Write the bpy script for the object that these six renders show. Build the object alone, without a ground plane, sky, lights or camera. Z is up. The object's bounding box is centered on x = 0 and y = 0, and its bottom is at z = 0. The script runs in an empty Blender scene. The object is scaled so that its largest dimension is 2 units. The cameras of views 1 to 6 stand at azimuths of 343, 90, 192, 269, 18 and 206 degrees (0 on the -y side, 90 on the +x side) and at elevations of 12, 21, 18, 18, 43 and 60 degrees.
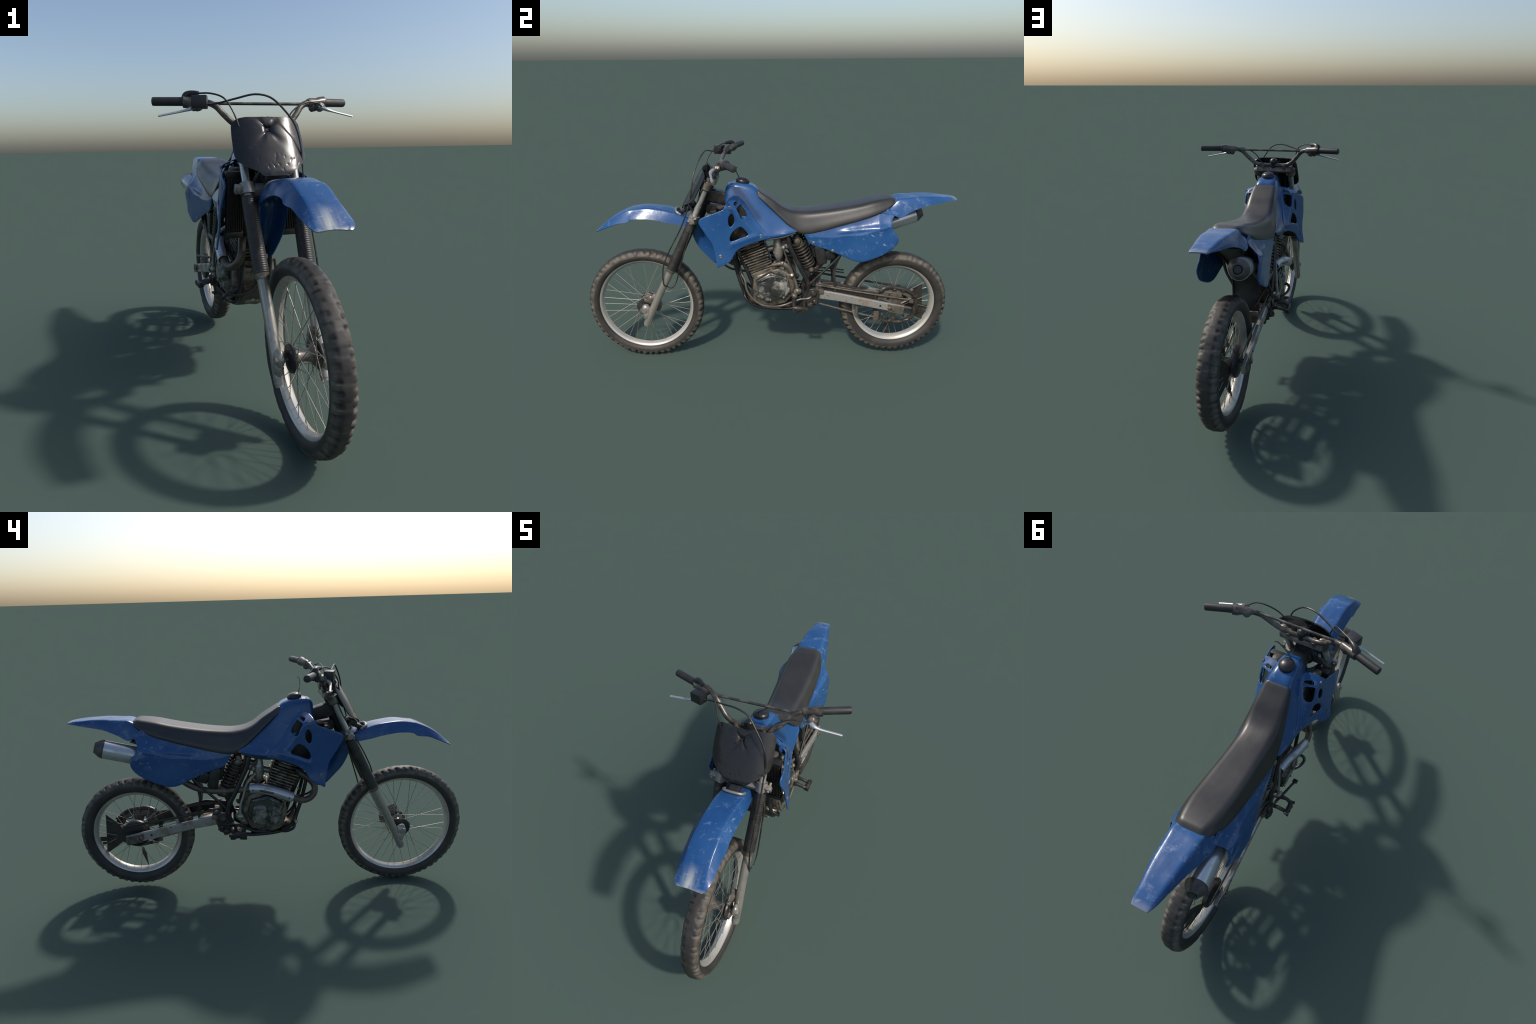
"""Old blue off-road motorcycle, built part by part.  Front of the bike points to -y, metres, z up."""
import bpy, bmesh, math, random
import numpy as np
from mathutils import Vector, Matrix, noise as mnoise

R = random.Random(7)
PI = math.pi

# ------------------------------------------------------------------ materials
def mat_new(name):
    m = bpy.data.materials.new(name)
    m.use_nodes = True
    nt = m.node_tree
    b = nt.nodes['Principled BSDF']
    return m, nt, b

def N(nt, typ, **kw):
    n = nt.nodes.new(typ)
    for k, v in kw.items():
        if k in n.inputs.keys():
            n.inputs[k].default_value = v
        else:
            setattr(n, k, v)
    return n

def coords(nt, scale=(1, 1, 1), rot=(0, 0, 0)):
    tc = N(nt, 'ShaderNodeTexCoord')
    mp = N(nt, 'ShaderNodeMapping')
    mp.inputs['Scale'].default_value = scale
    mp.inputs['Rotation'].default_value = rot
    nt.links.new(tc.outputs['Object'], mp.inputs['Vector'])
    return mp.outputs['Vector']

def noise_mask(nt, vec, scale, lo, hi, detail=6, rough=.6, dist=0.0):
    n = N(nt, 'ShaderNodeTexNoise', Scale=scale, Detail=detail, Roughness=rough, Distortion=dist)
    nt.links.new(vec, n.inputs['Vector'])
    r = N(nt, 'ShaderNodeMapRange')
    r.inputs['From Min'].default_value = lo
    r.inputs['From Max'].default_value = hi
    nt.links.new(n.outputs['Fac'], r.inputs['Value'])
    return r.outputs['Result']

def mix(nt, fac, a, b):
    m = N(nt, 'ShaderNodeMix', data_type='RGBA')
    for sock, val in ((m.inputs[0], fac), (m.inputs[6], a), (m.inputs[7], b)):
        if isinstance(val, bpy.types.NodeSocket):
            nt.links.new(val, sock)
        elif isinstance(val, (int, float)):
            sock.default_value = val
        else:
            sock.default_value = (*val, 1)
    return m.outputs[2]

def mathn(nt, op, a, b=0.0, clamp=False):
    m = N(nt, 'ShaderNodeMath', operation=op, use_clamp=clamp)
    for i, v in enumerate((a, b)):
        if isinstance(v, bpy.types.NodeSocket):
            nt.links.new(v, m.inputs[i])
        else:
            m.inputs[i].default_value = v
    return m.outputs[0]

def bump(nt, b, height, strength, dist=.002):
    bp = N(nt, 'ShaderNodeBump', Strength=strength, Distance=dist)
    nt.links.new(height, bp.inputs['Height'])
    nt.links.new(bp.outputs['Normal'], b.inputs['Normal'])

def grimy(name, base, dirt, amount=(.45, .65), scale=14, rough=(.35, .7), metal=0.0,
          fleck=None, bump_s=.25, bump_scale=90, spec=.5):
    """worn surface: base colour, patches of dirt, optional fine flecks."""
    m, nt, b = mat_new(name)
    v = coords(nt)
    d = noise_mask(nt, v, scale, amount[0], amount[1], 8, .65)
    col = mix(nt, d, base, dirt)
    if fleck:
        f = noise_mask(nt, v, scale * 6, fleck[1], fleck[1] + .08, 4, .6)
        col = mix(nt, mathn(nt, 'MULTIPLY', f, fleck[2]), col, fleck[0])
    nt.links.new(col, b.inputs['Base Color'])
    rr = N(nt, 'ShaderNodeMapRange')
    rr.inputs['To Min'].default_value = rough[0]
    rr.inputs['To Max'].default_value = rough[1]
    nt.links.new(d, rr.inputs['Value'])
    nt.links.new(rr.outputs['Result'], b.inputs['Roughness'])
    if metal:
        mm = N(nt, 'ShaderNodeMapRange')
        mm.inputs['To Min'].default_value = metal
        mm.inputs['To Max'].default_value = metal * .3
        nt.links.new(d, mm.inputs['Value'])
        nt.links.new(mm.outputs['Result'], b.inputs['Metallic'])
    b.inputs['Specular IOR Level'].default_value = spec
    if bump_s:
        n = N(nt, 'ShaderNodeTexNoise', Scale=bump_scale, Detail=5)
        nt.links.new(v, n.inputs['Vector'])
        bump(nt, b, n.outputs['Fac'], bump_s, .0015)
    return m

BLUE = (.0138, .069, .204)

def blue_plastic(name, scuff=(.60, .70), scuff_amt=.5, wear_y=None, rough=.22, tip_y=None):
    """glossy blue moulded plastic with pale scuffs and scratches."""
    m, nt, b = mat_new(name)
    v = coords(nt)
    tone = noise_mask(nt, v, 7, .3, .7, 4)
    col = mix(nt, tone, (BLUE[0] * .85, BLUE[1] * .88, BLUE[2] * .92), (BLUE[0] * 1.5, BLUE[1] * 1.18, BLUE[2] * 1.06))
    s = noise_mask(nt, v, 19, scuff[0], scuff[1], 12, .74, .3)
    grit = noise_mask(nt, v, 130, .42, .62, 3)
    s = mathn(nt, 'MULTIPLY', s, mathn(nt, 'ADD', mathn(nt, 'MULTIPLY', grit, .75), .25))
    vs = coords(nt, (1, 1, 1), (.5, .2, .3))
    st = N(nt, 'ShaderNodeTexNoise', Scale=26, Detail=6, Roughness=.6)
    mp = N(nt, 'ShaderNodeMapping')
    mp.inputs['Scale'].default_value = (1, 1, 3.2)
    nt.links.new(vs, mp.inputs['Vector'])
    nt.links.new(mp.outputs['Vector'], st.inputs['Vector'])
    sr = N(nt, 'ShaderNodeMapRange')
    sr.inputs['From Min'].default_value = .60
    sr.inputs['From Max'].default_value = .70
    nt.links.new(st.outputs['Fac'], sr.inputs['Value'])
    # scratches sit inside loose fields
    field = noise_mask(nt, v, 6, .46, .6, 2)
    scr = mathn(nt, 'MULTIPLY', sr.outputs['Result'], field)
    tot = mathn(nt, 'MULTIPLY', mathn(nt, 'MAXIMUM', s, scr), scuff_amt, True)
    col = mix(nt, tot, col, (.26, .34, .45))
    if tip_y is not None:      # bleached rear lip
        sp = N(nt, 'ShaderNodeSeparateXYZ')
        nt.links.new(v, sp.inputs[0])
        tp = N(nt, 'ShaderNodeMapRange', interpolation_type='SMOOTHSTEP')
        tp.inputs['From Min'].default_value = tip_y
        tp.inputs['From Max'].default_value = tip_y + .035
        tp.inputs['To Max'].default_value = .45
        nt.links.new(sp.outputs['Y'], tp.inputs['Value'])
        col = mix(nt, tp.outputs['Result'], col, (.30, .31, .34))
    if wear_y is not None:
        sep = N(nt, 'ShaderNodeSeparateXYZ')
        nt.links.new(v, sep.inputs[0])
        w = N(nt, 'ShaderNodeMapRange')
        w.inputs['From Min'].default_value, w.inputs['From Max'].default_value = wear_y
        nt.links.new(sep.outputs['Y'], w.inputs['Value'])
        st2 = noise_mask(nt, coords(nt, (22, 3, 3)), 1.6, .40, .62, 5)
        xm = mathn(nt, 'MULTIPLY', mathn(nt, 'ADD', sep.outputs['X'], .006), 24.0)
        xm = mathn(nt, 'SUBTRACT', 1.0, mathn(nt, 'ABSOLUTE', xm), True)
        ww = mathn(nt, 'MULTIPLY', mathn(nt, 'MULTIPLY', w.outputs['Result'], st2), xm, True)
        rim = N(nt, 'ShaderNodeMapRange')
        rim.inputs['From Min'].default_value = wear_y[1] - .004
        rim.inputs['From Max'].default_value = wear_y[1] - .018
        nt.links.new(sep.outputs['Y'], rim.inputs['Value'])
        ww = mathn(nt, 'MAXIMUM', ww, mathn(nt, 'MULTIPLY', rim.outputs['Result'], .5))
        col = mix(nt, ww, col, (.42, .44, .42))
    nt.links.new(col, b.inputs['Base Color'])
    r = N(nt, 'ShaderNodeMapRange')
    r.inputs['To Min'].default_value = rough
    r.inputs['To Max'].default_value = .55
    nt.links.new(tot, r.inputs['Value'])
    nt.links.new(r.outputs['Result'], b.inputs['Roughness'])
    big = N(nt, 'ShaderNodeTexNoise', Scale=16, Detail=3)
    nt.links.new(v, big.inputs['Vector'])
    bump(nt, b, big.outputs['Fac'], .25, .006)
    return m

M = {}
def make_materials():
    M['blue'] = blue_plastic('blue_plastic', (.66, .74), .35)
    M['blue_panel'] = blue_plastic('blue_panel_plastic', (.55, .70), .65)
    M['blue_fender'] = blue_plastic('blue_fender_plastic', (.54, .74), .55, (-.825, -.885), .24)
    M['blue_tail'] = blue_plastic('blue_tail_plastic', (.52, .70), .62, None, .24, .955)
    M['seat'] = grimy('seat_vinyl', (.027, .026, .025), (.036, .034, .031), (.4, .7), 9, (.32, .42), bump_s=.06, bump_scale=260)
    M['black'] = grimy('black_plastic', (.014, .014, .015), (.028, .026, .024), (.5, .72), 16, (.32, .5), bump_s=.1)
    M['plate'] = grimy('number_plate_plastic', (.014, .014, .015), (.03, .028, .026), (.58, .75), 16, (.24, .4), fleck=((.16, .15, .14), .70, .5), bump_s=.06, bump_scale=40)
    M['rubber'] = grimy('grip_rubber', (.018, .018, .019), (.032, .030, .028), (.45, .7), 20, (.5, .65), bump_s=.2)
    M['frame'] = grimy('frame_paint', (.014, .014, .015), (.050, .042, .034), (.5, .75), 18, (.35, .6))
    M['greasy'] = grimy('greasy_metal', (.055, .047, .038), (.020, .018, .016), (.4, .65), 30, (.35, .6), metal=.4, bump_s=.4)
    M['engine'] = grimy('engine_alloy', (.30, .265, .21), (.040, .036, .030), (.40, .60), 24, (.30, .6), metal=.8, fleck=((.30, .29, .26), .66, .5), bump_s=.5)
    M['cover'] = grimy('engine_cover_alloy', (.10, .098, .092), (.26, .25, .215), (.50, .62), 15, (.24, .5), metal=.75, fleck=((.03, .028, .025), .62, .6), bump_s=.2)
    M['fin'] = grimy('cylinder_fin_alloy', (.30, .27, .22), (.045, .040, .034), (.40, .58), 30, (.28, .55), metal=.8, bump_s=.15)
    M['alloy'] = grimy('dusty_alloy', (.30, .29, .265), (.17, .15, .12), (.42, .68), 18, (.34, .6), metal=.6, fleck=((.10, .085, .065), .66, .7))
    M['swing'] = grimy('swingarm_alloy', (.40, .39, .365), (.22, .185, .14), (.44, .62), 12, (.30, .55), metal=.55, fleck=((.08, .065, .05), .60, .85), bump_s=.15)
    M['slider'] = grimy('fork_slider_alloy', (.36, .34, .30), (.20, .18, .145), (.42, .7), 16, (.30, .5), metal=.65, bump_s=.08)
    M['chrome'] = grimy('fork_tube_steel', (.46, .46, .44), (.30, .29, .26), (.45, .75), 14, (.26, .42), metal=.75, bump_s=0)
    M['bar'] = grimy('bar_steel', (.075, .068, .06), (.19, .17, .14), (.46, .68), 18, (.28, .5), metal=.6, bump_s=.15)
    M['lever'] = grimy('lever_alloy', (.55, .56, .56), (.36, .35, .33), (.5, .75), 20, (.28, .4), metal=.75, bump_s=0)
    M['rim'] = grimy('rim_alloy', (.54, .52, .47), (.36, .32, .26), (.45, .72), 9, (.30, .48), metal=.55, bump_s=0)
    M['spoke'] = grimy('spoke_steel', (.30, .28, .24), (.16, .14, .11), (.45, .7), 30, (.3, .5), metal=.6, bump_s=0)
    M['hub'] = grimy('hub_alloy', (.20, .18, .155), (.07, .06, .05), (.42, .66), 22, (.35, .6), metal=.5)
    M['dark_hub'] = grimy('dark_hub_steel', (.030, .030, .032), (.075, .066, .055), (.5, .72), 22, (.32, .55), metal=.4)
    M['pipe'] = grimy('exhaust_steel', (.085, .068, .052), (.14, .115, .09), (.42, .7), 14, (.38, .6), metal=.55)
    M['shield'] = grimy('heat_shield_steel', (.44, .45, .46), (.26, .25, .23), (.5, .72), 16, (.30, .5), metal=.65, bump_s=.05)
    M['muffler'] = grimy('muffler_steel', (.52, .54, .56), (.40, .40, .38), (.5, .72), 10, (.24, .42), metal=.65, fleck=((.06, .055, .04), .70, .9), bump_s=.0)
    M['muffler_cap'] = grimy('muffler_cap_steel', (.060, .056, .052), (.11, .10, .085), (.45, .7), 18, (.4, .6), metal=.4)
    M['gaiter'] = grimy('gaiter_rubber', (.018, .017, .016), (.042, .037, .030), (.48, .7), 20, (.45, .65), bump_s=.15)
    M['radiator'] = grimy('radiator_core', (.012, .012, .011), (.035, .031, .026), (.5, .72), 26, (.45, .65))
    M['dust'] = grimy('dusty_steel', (.20, .175, .14), (.055, .048, .039), (.42, .62), 24, (.34, .65), metal=.6)
    M['skid'] = grimy('skid_plate_alloy', (.085, .075, .058), (.045, .040, .033), (.4, .66), 30, (.5, .7), metal=.3, bump_s=.6)
    M['mudflap'] = grimy('mudflap_rubber', (.022, .021, .020), (.050, .045, .038), (.46, .7), 16, (.5, .65))
    M['cable'] = grimy('cable_sheath', (.016, .015, .014), (.06, .052, .042), (.5, .7), 30, (.4, .6), bump_s=0)
    M['bolt'] = grimy('bolt_steel', (.20, .20, .19), (.09, .08, .065), (.45, .7), 60, (.35, .6), metal=.5)
    M['tyre'] = tyre_material('tyre_rubber', .318, -.677)
    M['tyre_rear'] = tyre_material('tyre_rubber_rear', .322, .710)

def tyre_material(name, cz, cy):
    """dark rubber; dried mud sits on the shoulder blocks, the side wall by the rim stays dark."""
    m, nt, b = mat_new(name)
    v = coords(nt)
    sep = N(nt, 'ShaderNodeSeparateXYZ')
    nt.links.new(v, sep.inputs[0])
    yy = mathn(nt, 'SUBTRACT', sep.outputs['Y'], cy)
    zz = mathn(nt, 'SUBTRACT', sep.outputs['Z'], cz)
    rad = mathn(nt, 'SQRT', mathn(nt, 'ADD', mathn(nt, 'MULTIPLY', yy, yy), mathn(nt, 'MULTIPLY', zz, zz)))
    ax = mathn(nt, 'ABSOLUTE', sep.outputs['X'])
    ro = .322 if cy < 0 else .299
    a = N(nt, 'ShaderNodeMapRange', interpolation_type='SMOOTHSTEP')
    a.inputs['From Min'].default_value = ro - .036
    a.inputs['From Max'].default_value = ro - .022
    nt.links.new(rad, a.inputs['Value'])
    c = N(nt, 'ShaderNodeMapRange', interpolation_type='SMOOTHSTEP')
    c.inputs['From Min'].default_value = .018
    c.inputs['From Max'].default_value = .034
    nt.links.new(ax, c.inputs['Value'])
    n = noise_mask(nt, v, 26, .30, .62, 6)
    dusty = mathn(nt, 'MULTIPLY', mathn(nt, 'MULTIPLY', a.outputs['Result'], c.outputs['Result']), n, True)
    base = mix(nt, noise_mask(nt, v, 14, .4, .7), (.024, .022, .020), (.042, .037, .031))
    col = mix(nt, dusty, base, (.125, .108, .084))
    nt.links.new(col, b.inputs['Base Color'])
    b.inputs['Roughness'].default_value = .6
    nn = N(nt, 'ShaderNodeTexNoise', Scale=120, Detail=4)
    nt.links.new(v, nn.inputs['Vector'])
    bump(nt, b, nn.outputs['Fac'], .3, .0015)
    return m

# ------------------------------------------------------------------ geometry kit
def finish(me, mat, parent, name, angle=40, solid=None, bevel=None, sub=0):
    bm = bmesh.new()
    bm.from_mesh(me)
    bmesh.ops.recalc_face_normals(bm, faces=bm.faces)
    bm.to_mesh(me)
    bm.free()
    ob = bpy.data.objects.new(name, me)
    bpy.context.scene.collection.objects.link(ob)
    mods = []
    if solid:
        s = ob.modifiers.new('s', 'SOLIDIFY'); s.thickness = solid; s.offset = 0; mods.append(s)
    if bevel:
        s = ob.modifiers.new('b', 'BEVEL'); s.width = bevel; s.segments = 2; s.limit_method = 'ANGLE'; s.angle_limit = .6; mods.append(s)
    if sub:
        s = ob.modifiers.new('u', 'SUBSURF'); s.levels = sub; s.render_levels = sub; mods.append(s)
    if mods:
        dg = bpy.context.evaluated_depsgraph_get()
        new = bpy.data.meshes.new_from_object(ob.evaluated_get(dg))
        ob.modifiers.clear()
        old = ob.data
        ob.data = new
        bpy.data.meshes.remove(old)
        me = new
    me.name = name
    me.materials.clear()
    me.materials.append(mat)
    me.polygons.foreach_set('use_smooth', [True] * len(me.polygons))
    try:
        me.set_sharp_from_angle(angle=math.radians(angle))
    except Exception:
        pass
    if parent:
        ob.parent = parent
    return ob

def empty(name, parent=None):
    e = bpy.data.objects.new(name, None)
    e.empty_display_size = .05
    bpy.context.scene.collection.objects.link(e)
    if parent:
        e.parent = parent
    return e

def catmull(pts, k):
    P = [np.array(p, float) for p in pts]
    if len(P) < 3 or k < 2:
        return P
    Q = [2 * P[0] - P[1]] + P + [2 * P[-1] - P[-2]]
    out = []
    for i in range(1, len(Q) - 2):
        p0, p1, p2, p3 = Q[i - 1:i + 3]
        # centripetal knots avoid loops on uneven points
        t = [0]
        for a, b in ((p0, p1), (p1, p2), (p2, p3)):
            t.append(t[-1] + max(np.linalg.norm(b[:3] - a[:3]), 1e-6) ** .5)
        for j in range(k):
            u = t[1] + (t[2] - t[1]) * j / k
            A1 = p0 + (p1 - p0) * ((u - t[0]) / (t[1] - t[0]))
            A2 = p1 + (p2 - p1) * ((u - t[1]) / (t[2] - t[1]))
            A3 = p2 + (p3 - p2) * ((u - t[2]) / (t[3] - t[2]))
            B1 = A1 + (A2 - A1) * ((u - t[0]) / (t[2] - t[0]))
            B2 = A2 + (A3 - A2) * ((u - t[1]) / (t[3] - t[1]))
            out.append(B1 + (B2 - B1) * ((u - t[1]) / (t[2] - t[1])))
    out.append(P[-1])
    return out

class Builder:
    """collects primitives that make up one part."""
    def __init__(self):
        self.v, self.f = [], []

    def add(self, verts, faces):
        o = len(self.v)
        self.v += [tuple(map(float, p)) for p in verts]
        self.f += [tuple(i + o for i in fc) for fc in faces]
        return self

    def rings(self, rings, closed_ring=True, cap=True, loop=False):
        n, m = len(rings), len(rings[0])
        verts = [p for r in rings for p in r]
        faces = []
        for i in range(n if loop else n - 1):
            for j in range(m if closed_ring else m - 1):
                a, b = i * m + j, i * m + (j + 1) % m
                c, d = ((i + 1) % n) * m + (j + 1) % m, ((i + 1) % n) * m + j
                faces.append((a, b, c, d))
        if cap and closed_ring and not loop:
            faces.append(tuple(range(m))[::-1])
            faces.append(tuple((n - 1) * m + j for j in range(m)))
        return self.add(verts, faces)

    def tube(self, pts, r, seg=12, k=6, squash=None, closed=False):
        """round tube along a smooth path; r is a number or one radius per point."""
        rr = r if hasattr(r, '__len__') else [r] * len(pts)
        P4 = [np.append(np.array(p, float), q) for p, q in zip(pts, rr)]
        if closed:
            P4 = P4 + [P4[0]]
        C = catmull(P4, k)
        if closed:
            C = C[:-1]
        C = np.array(C)
        P, rad = C[:, :3], C[:, 3]
        n = len(P)
        rings = []
        up = None
        for i in range(n):
            if closed:
                t = P[(i + 1) % n] - P[i - 1]
            else:
                t = P[min(i + 1, n - 1)] - P[max(i - 1, 0)]
            t = t / (np.linalg.norm(t) + 1e-12)
            if up is None:
                ref = np.array([0, 0, 1.]) if abs(t[2]) < .9 else np.array([1., 0, 0])
                up = ref - t * (ref @ t)
            else:
                up = up - t * (up @ t)
            up = up / np.linalg.norm(up)
            s = np.cross(t, up)
            w = squash or (1, 1)
            rings.append([P[i] + rad[i] * (w[0] * math.cos(a) * up + w[1] * math.sin(a) * s)
                          for a in np.linspace(0, 2 * PI, seg, endpoint=False)])
        return self.rings(rings, True, not closed, closed)

    def cyl(self, a, b, r, r2=None, seg=24):
        return self.tube([a, b], [r, r if r2 is None else r2], seg, 1)

    def lathe(self, centre, axis, profile, seg=48, ring=False):
        """profile: list of (distance along axis, radius)."""
        c = np.array(centre, float)
        t = np.array(axis, float); t /= np.linalg.norm(t)
        ref = np.array([0, 0, 1.]) if abs(t[2]) < .9 else np.array([1., 0, 0])
        u = ref - t * (ref @ t); u /= np.linalg.norm(u)
        s = np.cross(t, u)
        rings = [[c + t * d + max(r, 1e-4) * (math.cos(a) * u + math.sin(a) * s)
                  for a in np.linspace(0, 2 * PI, seg, endpoint=False)] for d, r in profile]
        return self.rings(rings, True, not ring, ring)

    def box(self, c, size, rot=None, bevel=.0, taper=1.0):
        bm = bmesh.new()
        bmesh.ops.create_cube(bm, size=1)
        for v in bm.verts:
            k = taper if v.co.z > 0 else 1
            v.co = Vector((v.co.x * size[0] * k, v.co.y * size[1] * k, v.co.z * size[2]))
        if bevel:
            bmesh.ops.bevel(bm, geom=list(bm.edges), offset=bevel, segments=2, profile=.6, affect='EDGES')
        Mx = Matrix.Translation(Vector(c)) @ (rot.to_4x4() if rot is not None else Matrix.Identity(4))
        bm.verts.index_update()
        self.add([Mx @ v.co for v in bm.verts], [[v.index for v in f.verts] for f in bm.faces])
        bm.free()
        return self

    def blob(self, c, r, lump=.0, seed=0, sub=3):
        bm = bmesh.new()
        bmesh.ops.create_icosphere(bm, subdivisions=sub, radius=1)
        bm.verts.index_update()
        rr = Vector(r if hasattr(r, '__len__') else (r, r, r))
        out = []
        for v in bm.verts:
            k = 1 + lump * mnoise.noise(v.co * 1.7 + Vector((seed * 3.1, seed, 0)))
            out.append(Vector(c) + Vector((v.co.x * rr.x, v.co.y * rr.y, v.co.z * rr.z)) * k)
        self.add(out, [[v.index for v in f.verts] for f in bm.faces])
        bm.free()
        return self

    def slab(self, outline, x0, x1, bevel=.0, dx=lambda y, z: 0):
        """side-view polygon (y, z) given thickness from x0 to x1."""
        n = len(outline)
        bm = bmesh.new()
        a = [bm.verts.new((x0, y, z)) for y, z in outline]
        b = [bm.verts.new((x1, y, z)) for y, z in outline]
        bm.faces.new(a); bm.faces.new(b[::-1])
        for i in range(n):
            bm.faces.new((a[i], a[(i + 1) % n], b[(i + 1) % n], b[i]))
        bmesh.ops.recalc_face_normals(bm, faces=bm.faces)
        if bevel:
            es = [e for e in bm.edges if len({round(v.co.x, 5) for v in e.verts}) == 1]
            bmesh.ops.bevel(bm, geom=es, offset=bevel, segments=3, profile=.6, affect='EDGES', clamp_overlap=True)
        bm.verts.index_update()
        self.add([(v.co.x + dx(v.co.y, v.co.z), v.co.y, v.co.z) for v in bm.verts], [[v.index for v in f.verts] for f in bm.faces])
        bm.free()
        return self

    def lumps(self, amp, scale, seed=0):
        """roughen everything built so far with smooth noise."""
        out = []
        for p in self.v:
            q = Vector(p) * scale + Vector((seed, 2.3 * seed, 0))
            d = mnoise.noise_vector(q) * amp
            out.append((p[0] + d.x, p[1] + d.y, p[2] + d.z))
        self.v = out
        return self

    def mirror(self):
        n = Builder()
        n.v = [(-x, y, z) for x, y, z in self.v]
        n.f = [tuple(reversed(f)) for f in self.f]
        return n

    def make(self, name, mat, parent, **kw):
        me = bpy.data.meshes.new(name)
        me.from_pydata(self.v, [], self.f)
        me.update()
        ob = finish(me, M[mat], parent, name, **kw)
        return ob

def resample(poly, n):
    P = np.array(poly, float)
    d = np.r_[0, np.cumsum(np.linalg.norm(np.diff(P, axis=0), axis=1))]
    t = np.linspace(0, d[-1], n)
    return np.stack([np.interp(t, d, P[:, i]) for i in range(P.shape[1])], 1)

def sym_loft(stations, k=5, kr=4, closed=True):
    """stations: half cross-sections (top centre -> bottom centre, or rim) on +x; mirrored and blended."""
    halves = [np.array(catmull(s, kr)) for s in stations]
    m = len(halves[0])
    cols = [catmull([h[j] for h in halves], k) for j in range(m)]
    rings = []
    for i in range(len(cols[0])):
        h = [cols[j][i] for j in range(m)]
        left = [np.array([-p[0], p[1], p[2]]) for p in h]
        if closed:
            rings.append(h + left[1:-1][::-1])
        else:
            rings.append(left[1:][::-1] + h)
    b = Builder()
    b.rings(rings, closed, True)
    return b

def smooth01(t):
    t = np.clip(t, 0, 1)
    return t * t * (3 - 2 * t)

def plate(name, outline, holes, thick, xfun, mat, parent, voxel=.0035, side=1, smooth=6, round_k=3):
    """moulded panel: side-view outline with holes, given thickness, rounded and bent to x = xfun(y, z)."""
    cu = bpy.data.curves.new('tmp', 'CURVE')
    cu.dimensions = '2D'
    cu.fill_mode = 'BOTH'
    cu.extrude = thick / 2
    for poly in [outline] + holes:
        pl = [(a, b) for a, b in poly]
        pl = catmull([np.array(p) for p in pl + [pl[0]]], round_k)[:-1] if round_k > 1 else pl
        sp = cu.splines.new('POLY')
        sp.points.add(len(pl) - 1)
        for p, q in zip(sp.points, pl):
            p.co = (q[0], q[1], 0, 1)
        sp.use_cyclic_u = True
    ob = bpy.data.objects.new('tmp', cu)
    bpy.context.scene.collection.objects.link(ob)
    dg = bpy.context.evaluated_depsgraph_get()
    me = bpy.data.meshes.new_from_object(ob.evaluated_get(dg))
    bpy.data.objects.remove(ob)
    ob = bpy.data.objects.new('tmp', me)
    bpy.context.scene.collection.objects.link(ob)
    bm = bmesh.new(); bm.from_mesh(me)
    bmesh.ops.remove_doubles(bm, verts=bm.verts, dist=1e-5)
    bmesh.ops.recalc_face_normals(bm, faces=bm.faces)
    bm.to_mesh(me); bm.free()
    r = ob.modifiers.new('r', 'REMESH'); r.mode = 'VOXEL'; r.voxel_size = voxel; r.adaptivity = 0
    s = ob.modifiers.new('s', 'SMOOTH'); s.iterations = smooth; s.factor = .5
    dg = bpy.context.evaluated_depsgraph_get()
    me2 = bpy.data.meshes.new_from_object(ob.evaluated_get(dg))
    bpy.data.objects.remove(ob)
    co = np.empty(len(me2.vertices) * 3)
    me2.vertices.foreach_get('co', co)
    co = co.reshape(-1, 3)
    y, z, w = co[:, 0], co[:, 1], co[:, 2]
    x = xfun(y, z) + w
    me2.vertices.foreach_set('co', np.stack([side * x, y, z], 1).ravel())
    me2.update()
    return finish(me2, M[mat], parent, name, angle=60)

def interp_fun(table):
    ys = [t[0] for t in table]
    return lambda y, c=1: float(np.interp(y, ys, [t[c] for t in table]))

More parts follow.
